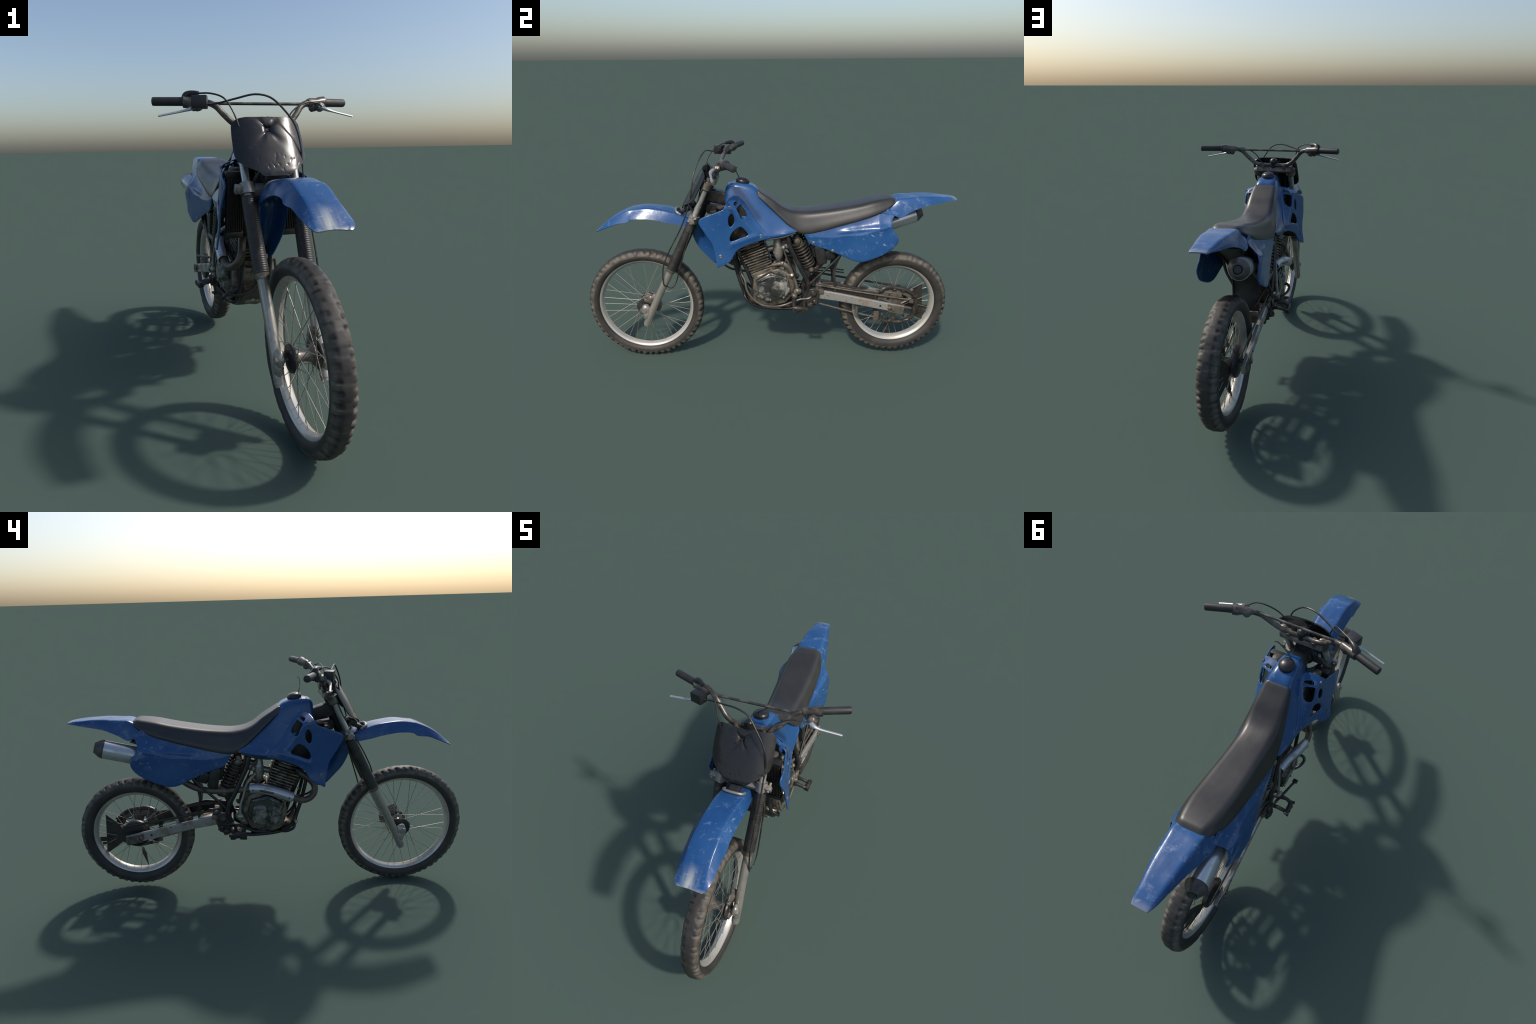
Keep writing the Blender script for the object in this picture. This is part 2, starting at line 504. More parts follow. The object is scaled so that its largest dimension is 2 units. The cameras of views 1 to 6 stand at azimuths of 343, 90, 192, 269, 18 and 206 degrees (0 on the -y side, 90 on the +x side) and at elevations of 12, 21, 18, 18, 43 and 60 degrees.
# ------------------------------------------------------------------ wheels
def make_wheel(parent, cy, cz, ro, half, rim_o, rim_i, lugs, mat, seed, nspoke):
    w = empty('wheel', parent)
    # tyre: round carcass, shoulder blocks, low crown blocks
    na, ns = lugs * 10, 44
    rings = []
    rmid = rim_o - .004
    for i in range(na):
        a = 2 * PI * i / na
        ring = []
        for j in range(ns):
            s = PI * (-.5 + 2.0 * (j / ns))          # s=0 crown, pi/2 side, pi inner
            s = -PI + 2 * PI * j / ns
            ctr = (ro + rim_o - .012) / 2
            hh = (ro - rim_o + .012) / 2
            cr, sx = math.cos(s), math.sin(s)
            sq = .80
            x = half * math.copysign(abs(sx) ** sq, sx)
            r = ctr + hh * math.copysign(abs(cr) ** .85, cr)
            # tread blocks
            sd = 1 if x > 0 else -1
            aj = a * lugs / (2 * PI) + .30 * mnoise.noise(Vector((math.cos(a) * 7, math.sin(a) * 7, seed + sd * 5)))
            ph = (aj + (.5 if sd < 0 else 0)) % 1
            jit = .70 + 1.5 * mnoise.noise(Vector((int(aj + (.5 if sd < 0 else 0)) * 1.7, sd * 3.0, seed)))
            block = smooth01((.34 - abs(ph - .5)) / .12)
            u = abs(s) / PI
            shoulder = float(smooth01((u - .09) / .07) * smooth01((.44 - u) / .08))
            crown = float(smooth01((.17 - u) / .06))
            ph2 = (a * lugs / (2 * PI) * .5 + .25) % 1
            cblock = float(smooth01((.38 - abs(ph2 - .5)) / .14))
            low = .62 + .55 * float(smooth01(.45 - .7 * math.sin(a)))
            d = -.0095 * shoulder * (1 - float(block)) * jit * low - .0016 * crown * (1 - cblock)
            d += .0022 * mnoise.noise(Vector((x * 40, math.cos(a) * ro * 22, math.sin(a) * ro * 22 + seed)))
            nr, nx = math.cos(s), math.sin(s)
            if u < .5:
                r += d * max(nr, .35); x += d * nx * .9
            ring.append((x, cy + r * math.cos(a), cz + r * math.sin(a)))
        rings.append(ring)
    Builder().rings(rings, True, False, True).make('tyre', mat, w, angle=75)
    # rim
    hw = half * .62
    prof = [(-hw, rim_o + .004), (-hw - .002, rim_o - .002), (-hw + .001, rim_o - .010), (-hw + .006, rim_o - .018), (-hw * .45, rim_i + .006), (0, rim_i),
            (hw * .45, rim_i + .006), (hw - .006, rim_o - .018), (hw - .001, rim_o - .010), (hw + .002, rim_o - .002), (hw, rim_o + .004), (0, rim_o + .006)]
    Builder().lathe((0, cy, cz), (1, 0, 0), prof, 120, True).make('rim', 'rim', w, angle=50)
    # hub
    hb = .036
    b = Builder().lathe((0, cy, cz), (1, 0, 0), [(-hb, .012), (-hb, .036), (-hb + .006, .036), (-hb + .012, .024), (0, .018), (hb - .012, .024), (hb - .006, .036), (hb, .036), (hb, .012)], 40)
    b.make('hub', 'hub', w)
    # laced spokes, each a thin wire from hub flange to rim
    L = 1.0
    sm = Builder().tube([(0, 0, 0), (0, 0, L)], .0014, 6, 1)
    first = None
    for i in range(nspoke):
        side = 1 if i % 2 else -1
        a = 2 * PI * (i + .5 * R.random() * .3) / nspoke
        cross = (1 if (i // 2) % 2 else -1) * math.radians(58)
        h = Vector((side * (hb - .004), cy + .033 * math.cos(a + cross), cz + .033 * math.sin(a + cross)))
        e = Vector((side * .004, cy + (rim_i + .004) * math.cos(a), cz + (rim_i + .004) * math.sin(a)))
        d = e - h
        q = d.to_track_quat('Z', 'Y').to_matrix().to_4x4()
        mx = Matrix.Translation(h) @ q @ Matrix.Diagonal((1, 1, d.length, 1))
        if first is None:
            first = sm.make('spoke', 'spoke', w)
            ob = first
        else:
            ob = first.copy()
            bpy.context.scene.collection.objects.link(ob)
        ob.parent = w
        ob.matrix_world = mx
    return w

def wheels(root):
    f = make_wheel(root, -.6780, .3215, .3215, .039, .270, .243, 54, 'tyre', 1.0, 36)
    b = Builder().lathe((.048, -.677, .318), (1, 0, 0), [(-.004, .02), (-.004, .047), (0, .050), (.006, .047), (.009, .03), (.009, .01)], 40)
    b.lumps(.0015, 40)
    b.make('brake_drum', 'dark_hub', f)
    b = Builder().lathe((-.044, -.677, .318), (1, 0, 0), [(-.010, .012), (-.010, .030), (-.006, .046), (0, .049), (.004, .046), (.004, .012)], 40)
    b.make('hub_cover', 'dark_hub', f)
    b = Builder()
    b.blob((.050, -.640, .368), (.013, .036, .030), .4, 2).blob((.054, -.610, .335), (.012, .026, .038), .4, 5)
    b.blob((.052, -.655, .385), (.010, .026, .018), .5, 8).blob((.058, -.690, .300), (.010, .020, .020), .3, 9)
    b.make('brake_caliper', 'hub', f)
    Builder().cyl((-.098, -.677, .318), (.098, -.677, .318), .0085, None, 16).make('axle', 'dust', f)
    # the wheel leans a touch to the right
    rl = Matrix.Rotation(-.020, 3, 'Y')
    f.rotation_euler = rl.to_euler()
    c = Vector((0, -.678, .3215))
    f.location = c - rl @ c

    r = make_wheel(root, .7050, .3225, .2975, .047, .236, .206, 50, 'tyre_rear', 9.0, 32)
    b = Builder().lathe((-.046, .706, .331), (1, 0, 0), [(-.014, .015), (-.014, .055), (-.008, .070), (0, .074), (.012, .072), (.012, .015)], 48)
    b.make('brake_drum', 'dark_hub', r)
    Builder().cyl((-.106, .690, .326), (.106, .690, .326), .009, None, 16).make('axle', 'dust', r)
    # sprocket with lightening holes, chain lumps round its rim
    sp = Builder()
    ctr = (.712, .328)
    ring_pts = [(.610, .268), (.632, .240), (.680, .224), (.740, .222), (.786, .238), (.812, .262), (.822, .300), (.824, .340), (.814, .378), (.775, .412), (.715, .430), (.655, .428), (.614, .404), (.598, .360), (.600, .310)]
    sp.tube([(.054, y, z) for y, z in ring_pts], [.010 + .004 * R.random() for _ in ring_pts], 10, 4, None, True)
    for (y, z, q) in ((.632, .238, .019), (.816, .376, .017), (.812, .258, .013), (.628, .414, .018), (.795, .250, .012), (.700, .424, .013), (.745, .418, .012), (.690, .226, .014), (.825, .320, .013)):
        sp.blob((.054, y, z), (.014, q, q * .85), .5, int(y * 1000))
    sp.lumps(.004, 45, 3)
    sp.make('chain_ring', 'greasy', r)
    sp = Builder()
    for a in (20, 75, 105, 150, 215, 262, 300, 340):
        ar = math.radians(a)
        sp.tube([(.05, ctr[0] + .030 * math.cos(ar), ctr[1] + .030 * math.sin(ar)), (.05, ctr[0] + .096 * math.cos(ar + .1), ctr[1] + .094 * math.sin(ar + .1))], [.016, .010], 8, 1, (.45, 1))
    arc = [math.radians(a) for a in np.linspace(8, 172, 20)]
    sp.slab([(ctr[0] + .112 * math.cos(a), ctr[1] - .004 + .104 * math.sin(a)) for a in arc] + [(ctr[0] + .080 * math.cos(a), ctr[1] - .004 + .074 * math.sin(a)) for a in arc[::-1]], .046, .053, .002)
    sp.lathe((.05, ctr[0], ctr[1]), (1, 0, 0), [(-.005, .01), (-.005, .045), (.005, .045), (.005, .01)], 32)
    sp.slab([(.600, .345), (.66, .35), (.675, .395), (.66, .425), (.62, .41)], .044, .056, .003)
    sp.slab([(.690, .375), (.745, .375), (.745, .400), (.69, .402)], .044, .058, .003)
    sp.lumps(.002, 40, 6)
    sp.make('sprocket', 'dust', r)
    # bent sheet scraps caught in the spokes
    b = Builder()
    def scrap(out, x0, x1, ya, yb, t=.003):
        b.slab(out, -t / 2, t / 2, 0, lambda y, z: x0 + (x1 - x0) * (y - ya) / (yb - ya))
    scrap([(.868, .425), (.886, .197), (.792, .272), (.762, .315), (.785, .360), (.812, .388)], -.030, .004, .78, .885)
    scrap([(.780, .302), (.780, .283), (.917, .270), (.917, .297)], -.022, .0, .78, .917)
    scrap([(.840, .262), (.846, .252), (.915, .252), (.914, .266)], .016, .0, .78, .917)
    scrap([(.668, .116), (.676, .200), (.690, .226), (.704, .210), (.698, .180)], -.01, .012, .66, .70)
    b.make('loose_plate', 'greasy', r)

# ------------------------------------------------------------------ front fork and steering
def fork_pt(z, s):
    """centre of a fork leg at height z."""
    zs = [.225, .330, .480, .560, .800, 1.06]
    ys = [-.674, -.626, -.552, -.510, -.393, -.280]
    xs = [.079, .080, .083, .085, .092, .095]
    return (s * float(np.interp(z, zs, xs)), float(np.interp(z, zs, ys)), z)

def front_end(root):
    fk = empty('front_fork', root)
    for s in (1, -1):
        Builder().tube([fork_pt(z, s) for z in (.78, .85, .92, 1.035)], .0155, 20, 2).make('upper_tube', 'chrome', fk)
        # ribbed gaiter
        n = 36
        pts, rad = [], []
        for i in range(n * 4 + 1):
            t = i / (n * 4)
            pts.append(fork_pt(.815 - .262 * t, s))
            rad.append(.0255 + .002 * t + .0005 * math.sin(2 * PI * n * t) - .004 * smooth01((t - .95) / .05))
        g = Builder().tube(pts, rad, 24, 1)
        g.make('gaiter', 'gaiter', fk, angle=80)
        g = Builder().tube([fork_pt(.568, s), fork_pt(.546, s)], [.0275, .0235], 24, 1)
        g.make('clamp_ring', 'dust', fk)
        b = Builder().tube([fork_pt(z, s) for z in (.556, .45, .36, .30, .232)], [.0195, .0200, .0202, .0200, .0190], 24, 4)
        b.tube([fork_pt(.238, s), fork_pt(.222, s)], [.0165, .0160], 20, 1)
        b.blob((s * .080, -.668, .316), (.018, .026, .034), .15, 3)
        b.blob((s * .082, -.664, .285), (.017, .022, .036), .15, 4)
        b.tube([(s * .072, -.677, .318), (s * .100, -.677, .318)], [.017, .013], 16, 1)
        b.make('slider', 'slider', fk)
    # lower triple clamp
    b = Builder()
    ax = Vector((0, -.42, .91)).normalized()
    rot = Matrix.Rotation(math.radians(25), 3, 'X')
    b.box((0, -.372, .838), (.15, .040, .034), rot, .006)
    for s in (1, -1):
        c = Vector(fork_pt(.842, s))
        d = (Vector(fork_pt(.80, s)) - Vector(fork_pt(.88, s))).normalized()
        b.tube([c - d * .020, c + d * .020], [.0265, .0265], 24, 1)
        b.box((s * .122, c.y - .004, c.z), (.036, .024, .030), rot, .005)
        b.cyl((s * .128, c.y - .024, c.z - .004), (s * .128, c.y + .020, c.z + .012), .006, None, 10)
    b.make('lower_triple_clamp', 'alloy', fk)
    # upper triple clamp with fork caps
    b = Builder()
    b.box((0, -.272, 1.030), (.200, .036, .036), rot, .009)
    for s in (1, -1):
        c = Vector(fork_pt(1.020, s))
        d = (Vector(fork_pt(.90, s)) - Vector(fork_pt(1.0, s))).normalized()
        b.tube([c + d * .028, c + d * .022, c - d * .012, c - d * .014], [.021, .027, .027, .020], 24, 1)
        b.tube([c - d * .010, c - d * .034, c - d * .036], [.015, .015, .010], 6, 1)
        b.tube([(s * .060, -.262, 1.060), (s * .060, -.270, 1.035)], [.015, .016], 12, 1)
    b.make('upper_triple_clamp', 'dust', fk)
    b = Builder()
    b.tube([(0, -.268, 1.085), (0, -.278, 1.04), (0, -.300, .99), (0, -.370, .830)], [.021, .023, .024, .026], 20, 3)
    b.blob((0, -.268, 1.074), (.021, .024, .022))
    b.make('steering_stem', 'frame', fk)

    # handlebar
    hb = empty('handlebar', root)
    half = [(0, -.264, 1.056), (.072, -.262, 1.058), (.105, -.257, 1.070), (.140, -.242, 1.104), (.168, -.226, 1.136), (.200, -.210, 1.150), (.270, -.186, 1.154), (.380, -.143, 1.157)]
    path = [(-x, y, z) for x, y, z in half[:0:-1]] + half
    b = Builder().tube(path, .0115, 16, 6)
    b.make('bar', 'bar', hb)
    Builder().tube([(-.180, -.222, 1.145), (.180, -.222, 1.145)], .0058, 12, 1).make('crossbar', 'bar', hb)
    for s in (1, -1):
        p0, p1 = np.array((s * .274, -.1845, 1.154)), np.array((s * .386, -.1405, 1.157))
        pts = [p0 + (p1 - p0) * t for t in (0, .03, .05, .95, .985, 1)]
        Builder().tube(pts, [.0225, .0225, .0160, .0160, .0152, .011], 20, 1).make('grip', 'rubber', hb)
        b = Builder()
        b.tube([(s * .200, -.211, 1.150), (s * .212, -.206, 1.151), (s * .240, -.197, 1.152), (s * .258, -.190, 1.153), (s * .276, -.184, 1.154)], [.014, .018, .019, .023, .023], 18, 1)
        b.blob((s * .245, -.225, 1.135), (.022, .022, .017), .3, 4)
        b.blob((s * .226, -.206, 1.132), (.017, .016, .014), .3, 6)
        b.lumps(.003, 45, 2 + s)
        b.make('lever_bracket', 'bar', hb)
        b = Builder().tube([(s * .238, -.236, 1.134), (s * .262, -.252, 1.124), (s * .285, -.254, 1.117), (s * .330, -.247, 1.108), (s * .378, -.239, 1.099)], [.010, .0095, .0062, .0052, .0050], 12, 4, (.75, 1.1))
        b.make('lever', 'lever', hb)
    # brake fluid reservoir and throttle housing on the right-hand (-x) side
    rz = Matrix.Rotation(math.radians(-18), 3, 'Z')
    b = Builder().box((-.232, -.258, 1.146), (.056, .044, .046), rz, .004)
    b.make('fluid_reservoir', 'black', hb)
    b = Builder().tube([(-.268, -.186, 1.158), (-.266, -.190, 1.173), (-.252, -.200, 1.181), (-.228, -.220, 1.180)], [.020, .016, .011, .008], 14, 5)
    b.make('throttle_housing', 'black', hb)
    # cables
    b = Builder()
    b.tube([(-.229, -.221, 1.180), (-.190, -.245, 1.178), (-.150, -.280, 1.160), (-.126, -.312, 1.115), (-.112, -.322, 1.075), (-.100, -.33, 1.03)], .0032, 8, 6)
    b.tube([(-.215, -.262, 1.140), (-.170, -.262, 1.142), (-.110, -.285, 1.156), (-.040, -.310, 1.170), (.012, -.325, 1.158), (.062, -.352, 1.105), (.090, -.366, 1.060), (.108, -.378, .980), (.106, -.400, .900), (.104, -.440, .800), (.102, -.506, .680), (.101, -.546, .590), (.101, -.556, .520), (.100, -.552, .475), (.088, -.535, .462)], .0036, 8, 6)
    b.tube([(.250, -.245, 1.132), (.215, -.268, 1.146), (.170, -.276, 1.146), (.110, -.290, 1.115), (.075, -.300, 1.060), (.06, -.31, 1.00)], .0030, 8, 6)
    b.tube([(.070, -.340, .86), (.092, -.360, .835), (.112, -.395, .76), (.114, -.432, .665), (.112, -.465, .560), (.108, -.488, .490), (.102, -.512, .460), (.094, -.535, .462)], .0034, 8, 6)
    b.tube([(.050, -.330, 1.01), (.055, -.345, .95), (.050, -.350, .88)], .003, 8, 4)
    b.tube([(-.060, -.310, 1.02), (-.060, -.335, .95), (-.050, -.350, .86)], .003, 8, 4)
    b.make('cable', 'cable', hb)

    # number plate: dished shield, wrapped back at the sides, with a pinched hole
    prof = [(1.090, .078, -.328), (1.084, .105, -.332), (1.068, .124, -.342), (1.040, .129, -.358), (1.000, .131, -.382), (.960, .131, -.404), (.938, .124, -.416), (.918, .094, -.427), (.900, .062, -.436), (.888, .048, -.438)]
    prof = catmull([np.array(p) for p in prof], 9)
    rings = []
    for z, w, yf in prof:
        row = []
        for i in range(101):
            u = -1 + 2 * i / 100
            x = w * math.copysign(abs(u) ** .9, u)
            y = yf + .034 * abs(x / .131) ** 3.5 + .012 * (x / .131) ** 2
            dx, dz = x + .004, z - 1.046
            d = math.hypot(dx, dz)
            y += .016 * math.exp(-(d / .013) ** 2)
            ang = math.atan2(dz, dx)
            y += .0075 * abs(math.cos(2 * (ang - .75))) ** 9 * math.exp(-(d / .042) ** 2)
            chip = smooth01((.985 - z) / .05)
            y += .0011 * float(chip) * max(0, mnoise.noise(Vector((x * 95, z * 60, 9))) - .25) * 3
            y += .0006 * mnoise.noise(Vector((x * 30, z * 30, 4)))
            row.append((x, y, z))
        rings.append(row)
    b = Builder().rings(rings, False, False)
    b.make('number_plate', 'plate', root, solid=.005, angle=60)
    b = Builder().lathe((-.004, -.3405, 1.046), (0, -1, .5), [(0, .003), (0, .013), (.0015, .013), (.0015, .003)], 20)  # flat black disc drawn as the darkness inside the plate's hole
    b.box((0, -.405, .884), (.080, .05, .030), rot, .008).box((0, -.440, .862), (.050, .042, .022), rot, .007)
    b.tube([(-.05, -.395, .90), (-.07, -.37, .86)], .008, 8, 1).tube([(.05, -.395, .90), (.07, -.37, .86)], .008, 8, 1)
    b.make('plate_bracket', 'black', root)

# ------------------------------------------------------------------ fenders and body
def front_fender(root):
    rows = [  # y, top z, flat half width, rim half width, rim z
        (-.375, .808, .046, .056, .772), (-.405, .826, .048, .060, .785), (-.440, .844, .051, .068, .797), (-.500, .866, .053, .074, .812), (-.570, .881, .052, .077, .829),
        (-.640, .885, .050, .079, .838), (-.704, .878, .050, .080, .832), (-.718, .876, .051, .081, .821), (-.775, .852, .052, .077, .812), (-.825, .823, .051, .075, .794),
        (-.860, .796, .050, .071, .780), (-.880, .779, .050, .067, .772), (-.892, .769, .047, .060, .765), (-.898, .763, .040, .050, .761)]
    st = []
    for y, zt, a, c, zl in rows:
        h = zt - zl
        st.append([(0, y, zt + .002), (a * .55, y, zt + .001), (a * .96, y, zt - .001), (a * 1.04, y, zt - .006 * min(1, h / .04)), ((a * 1.04 + c) / 2 + .001, y, zt - .5 * h - .003 * min(1, h / .04)), (c, y, zl)])
    b = sym_loft(st, 4, 3, False)
    b.lumps(.0022, 14, 3)
    b.make('front_fender', 'blue_fender', root, solid=.0045, angle=50)
    # mud guard tongue that runs down behind the fork
    rows = [(-.385, .800, .052), (-.392, .760, .052), (-.386, .725, .049), (-.360, .668, .044), (-.320, .617, .037), (-.287, .578, .028), (-.280, .571, .021)]
    st = [[(0, y + .072, z + .012), (w * .45, y + .066, z + .011), (w * .80, y + .042, z + .007), (w, y, z)] for y, z, w in rows]
    b = sym_loft(st, 5, 3, False)
    b.make('mudguard_tongue', 'blue', root, solid=.004, angle=50)
    b = Builder().tube([(-.045, -.448, .852), (-.04, -.470, .866), (0, -.478, .872), (.04, -.470, .866), (.045, -.448, .852)], .0065, 10, 4)
    b.make('fender_bracket', 'alloy', root)

def tank_hw(z):
    return .050 + .28 * (1.0 - z)

def tank(root):
    tk = None
    rows = [  # y, top z, top hw, bottom z, bottom hw
        (-.213, .962, .022, .925, .036), (-.209, .988, .034, .905, .058), (-.196, 1.006, .041, .893, .070), (-.165, 1.014, .047, .872, .080), (-.130, 1.013, .050, .838, .090),
        (-.090, 1.006, .052, .785, .106), (-.055, .990, .054, .750, .116), (-.020, .950, .058, .738, .121), (.020, .908, .064, .740, .121), (.070, .866, .075, .747, .119),
        (.110, .828, .088, .755, .116), (.140, .798, .098, .764, .111), (.158, .782, .101, .772, .105)]
    st = []
    for y, zt, a, zb, c in rows:
        h = zt - zb
        r = min(.016, h * .25)
        st.append([(0, y, zt), (a * .7, y, zt - .001), (a, y, zt - r), (a + (c - a) * .33, y, zt - .36 * h), (a + (c - a) * .72, y, zt - .70 * h), (c, y, zb + r * .8), (c * .93, y, zb), (c * .5, y, zb - .001), (0, y, zb)])
    b = sym_loft(st, 5, 3, True)
    b.lumps(.0025, 12, 5)
    tk = b.make('fuel_tank', 'blue', root, angle=60)
    b = Builder().lathe((-.002, -.124, 1.008), (0, .18, 1), [(-.006, .030), (.002, .034), (.009, .036), (.018, .034), (.025, .026), (.029, .014), (.030, .001)], 40)
    b.make('fuel_cap', 'black', tk)
    b = Builder().tube([(-.012, -.140, 1.030), (-.004, -.146, 1.050), (.018, -.152, 1.068), (.044, -.153, 1.090), (.056, -.151, 1.100), (.066, -.144, 1.103)], .0022, 8, 5)
    b.make('vent_hose', 'cable', tk)
    # black edge strip under the tank
    b = Builder()
    for s in (1, -1):
        b.tube([(s * .108, -.03, .734), (s * .112, .03, .737), (s * .108, .09, .747), (s * .102, .15, .766)], .006, 8, 4)
    b.make('tank_edge', 'black', tk)

    outline = [(-.342, .842), (-.338, .856), (-.325, .868), (-.290, .881), (-.250, .894), (-.217, .907), (-.207, .925), (-.188, .946), (-.150, .955), (-.118, .932), (-.082, .880), (-.055, .835),
               (-.012, .785), (.022, .752), (.014, .741), (-.010, .737), (-.030, .732), (-.048, .729), (-.084, .718), (-.118, .706), (-.146, .691), (-.160, .678), (-.177, .648), (-.190, .631), (-.206, .627), (-.213, .616), (-.235, .613), (-.252, .604),
               (-.258, .640), (-.264, .680), (-.272, .720), (-.284, .746), (-.312, .790), (-.333, .824)]
    w1 = [(-.168, .931), (-.150, .934), (-.133, .934), (-.146, .924), (-.155, .917)]
    w2 = [(-.151, .907), (-.140, .914), (-.128, .917), (-.112, .896), (-.100, .872), (-.103, .857), (-.124, .851), (-.138, .880)]
    w3 = [(-.177, .883), (-.168, .876), (-.162, .848), (-.166, .831), (-.183, .815), (-.190, .826), (-.192, .848), (-.189, .868)]
    w4 = [(-.131, .813), (-.118, .803), (-.105, .787), (-.094, .768), (-.130, .755), (-.172, .741), (-.185, .740), (-.184, .765), (-.168, .791), (-.148, .806)]
    seam = np.array([(-.215, .965), (-.150, .955), (-.118, .932), (-.082, .880), (-.055, .835), (-.012, .785), (.022, .752), (.03, .73)])
    def seam_dist(y, z):
        d = np.full(np.shape(y), 9.0)
        for (y0, z0), (y1, z1) in zip(seam[:-1], seam[1:]):
            L2 = (y1 - y0) ** 2 + (z1 - z0) ** 2
            t = np.clip(((y - y0) * (y1 - y0) + (z - z0) * (z1 - z0)) / L2, 0, 1)
            d = np.minimum(d, np.hypot(y - y0 - t * (y1 - y0), z - z0 - t * (z1 - z0)))
        return d
    def fx(y, z):
        plane = .166 - .191 * y - .067 * z
        # the front edge curls in a little, the lower tip twists out
        plane = plane - .010 * smooth01((-.285 - y) / .06) + .008 * smooth01((.70 - z) / .10)
        inner = np.minimum(tank_hw(z), .121) - .0015
        t = smooth01(seam_dist(y, z) / .050)
        rib = .005 * np.exp(-((z - (.745 + .30 * (y + .10))) / .016) ** 2) * smooth01((-.02 - y) / .03) * smooth01((y + .20) / .03)
        return inner + (plane - inner) * t + rib
    for s in (1, -1):
        sh = plate('radiator_shroud', outline, [w1, w2, w3, w4], .0075, fx, 'blue', root, .0030, s, 4)
        b = Builder()
        b.slab([(-.205, .905), (-.165, .925), (-.135, .918), (-.106, .880), (-.085, .810), (-.075, .752), (-.14, .720), (-.20, .728), (-.212, .80)], s * .070, s * .090, .004)  # black slab modelled to give the shroud windows their dark interior
        b.make('window_dark_backing', 'radiator', sh)
        b = Builder()
        for (y, z) in ((-.183, .914), (-.030, .757), (-.236, .665)):
            x = float(fx(np.array(y), np.array(z))) + .003
            b.lathe((s * x, y, z), (s, 0, 0), [(-.004, .009), (.002, .0095), (.0035, .007), (.0015, .005), (.0015, .001)], 16)
        b.make('shroud_bolt', 'bolt', sh)

def seat(root):
    rows = [  # low (y, z, hw)      top (y, z, hw)
        (-.050, .962, .046, -.054, .972, .040), (-.047, .950, .058, -.046, .979, .050), (-.020, .930, .069, -.010, .956, .057), (.022, .891, .079, .038, .926, .060), (.070, .845, .089, .084, .891, .062),
        (.118, .799, .098, .124, .873, .064), (.160, .767, .102, .162, .866, .064), (.198, .757, .104, .200, .864, .065), (.280, .770, .104, .280, .870, .067), (.380, .799, .104, .380, .884, .069),
        (.480, .828, .103, .480, .902, .070), (.565, .856, .098, .558, .920, .066), (.625, .884, .086, .615, .931, .058), (.660, .908, .070, .650, .933, .047), (.682, .912, .052, .676, .922, .036)]
    st = []
    for ly, lz, lw, ty, tz, tw in rows:
        tz += .004 * (1 if -.04 < ty < .60 else .3)
        h = tz - lz
        def at(t, x):
            return (x, ly + (ty - ly) * t, lz + h * t)
        st.append([at(1.0, 0), at(.995, tw * .55), at(.97, tw * .9), at(.86, tw + (lw - tw) * .22), at(.55, tw + (lw - tw) * .62), at(.18, lw), at(.03, lw * .985), at(0, lw * .8), at(0.0, lw * .35), at(0, 0)])
    b = sym_loft(st, 5, 4, True)
    b.make('seat', 'seat', root, angle=80)

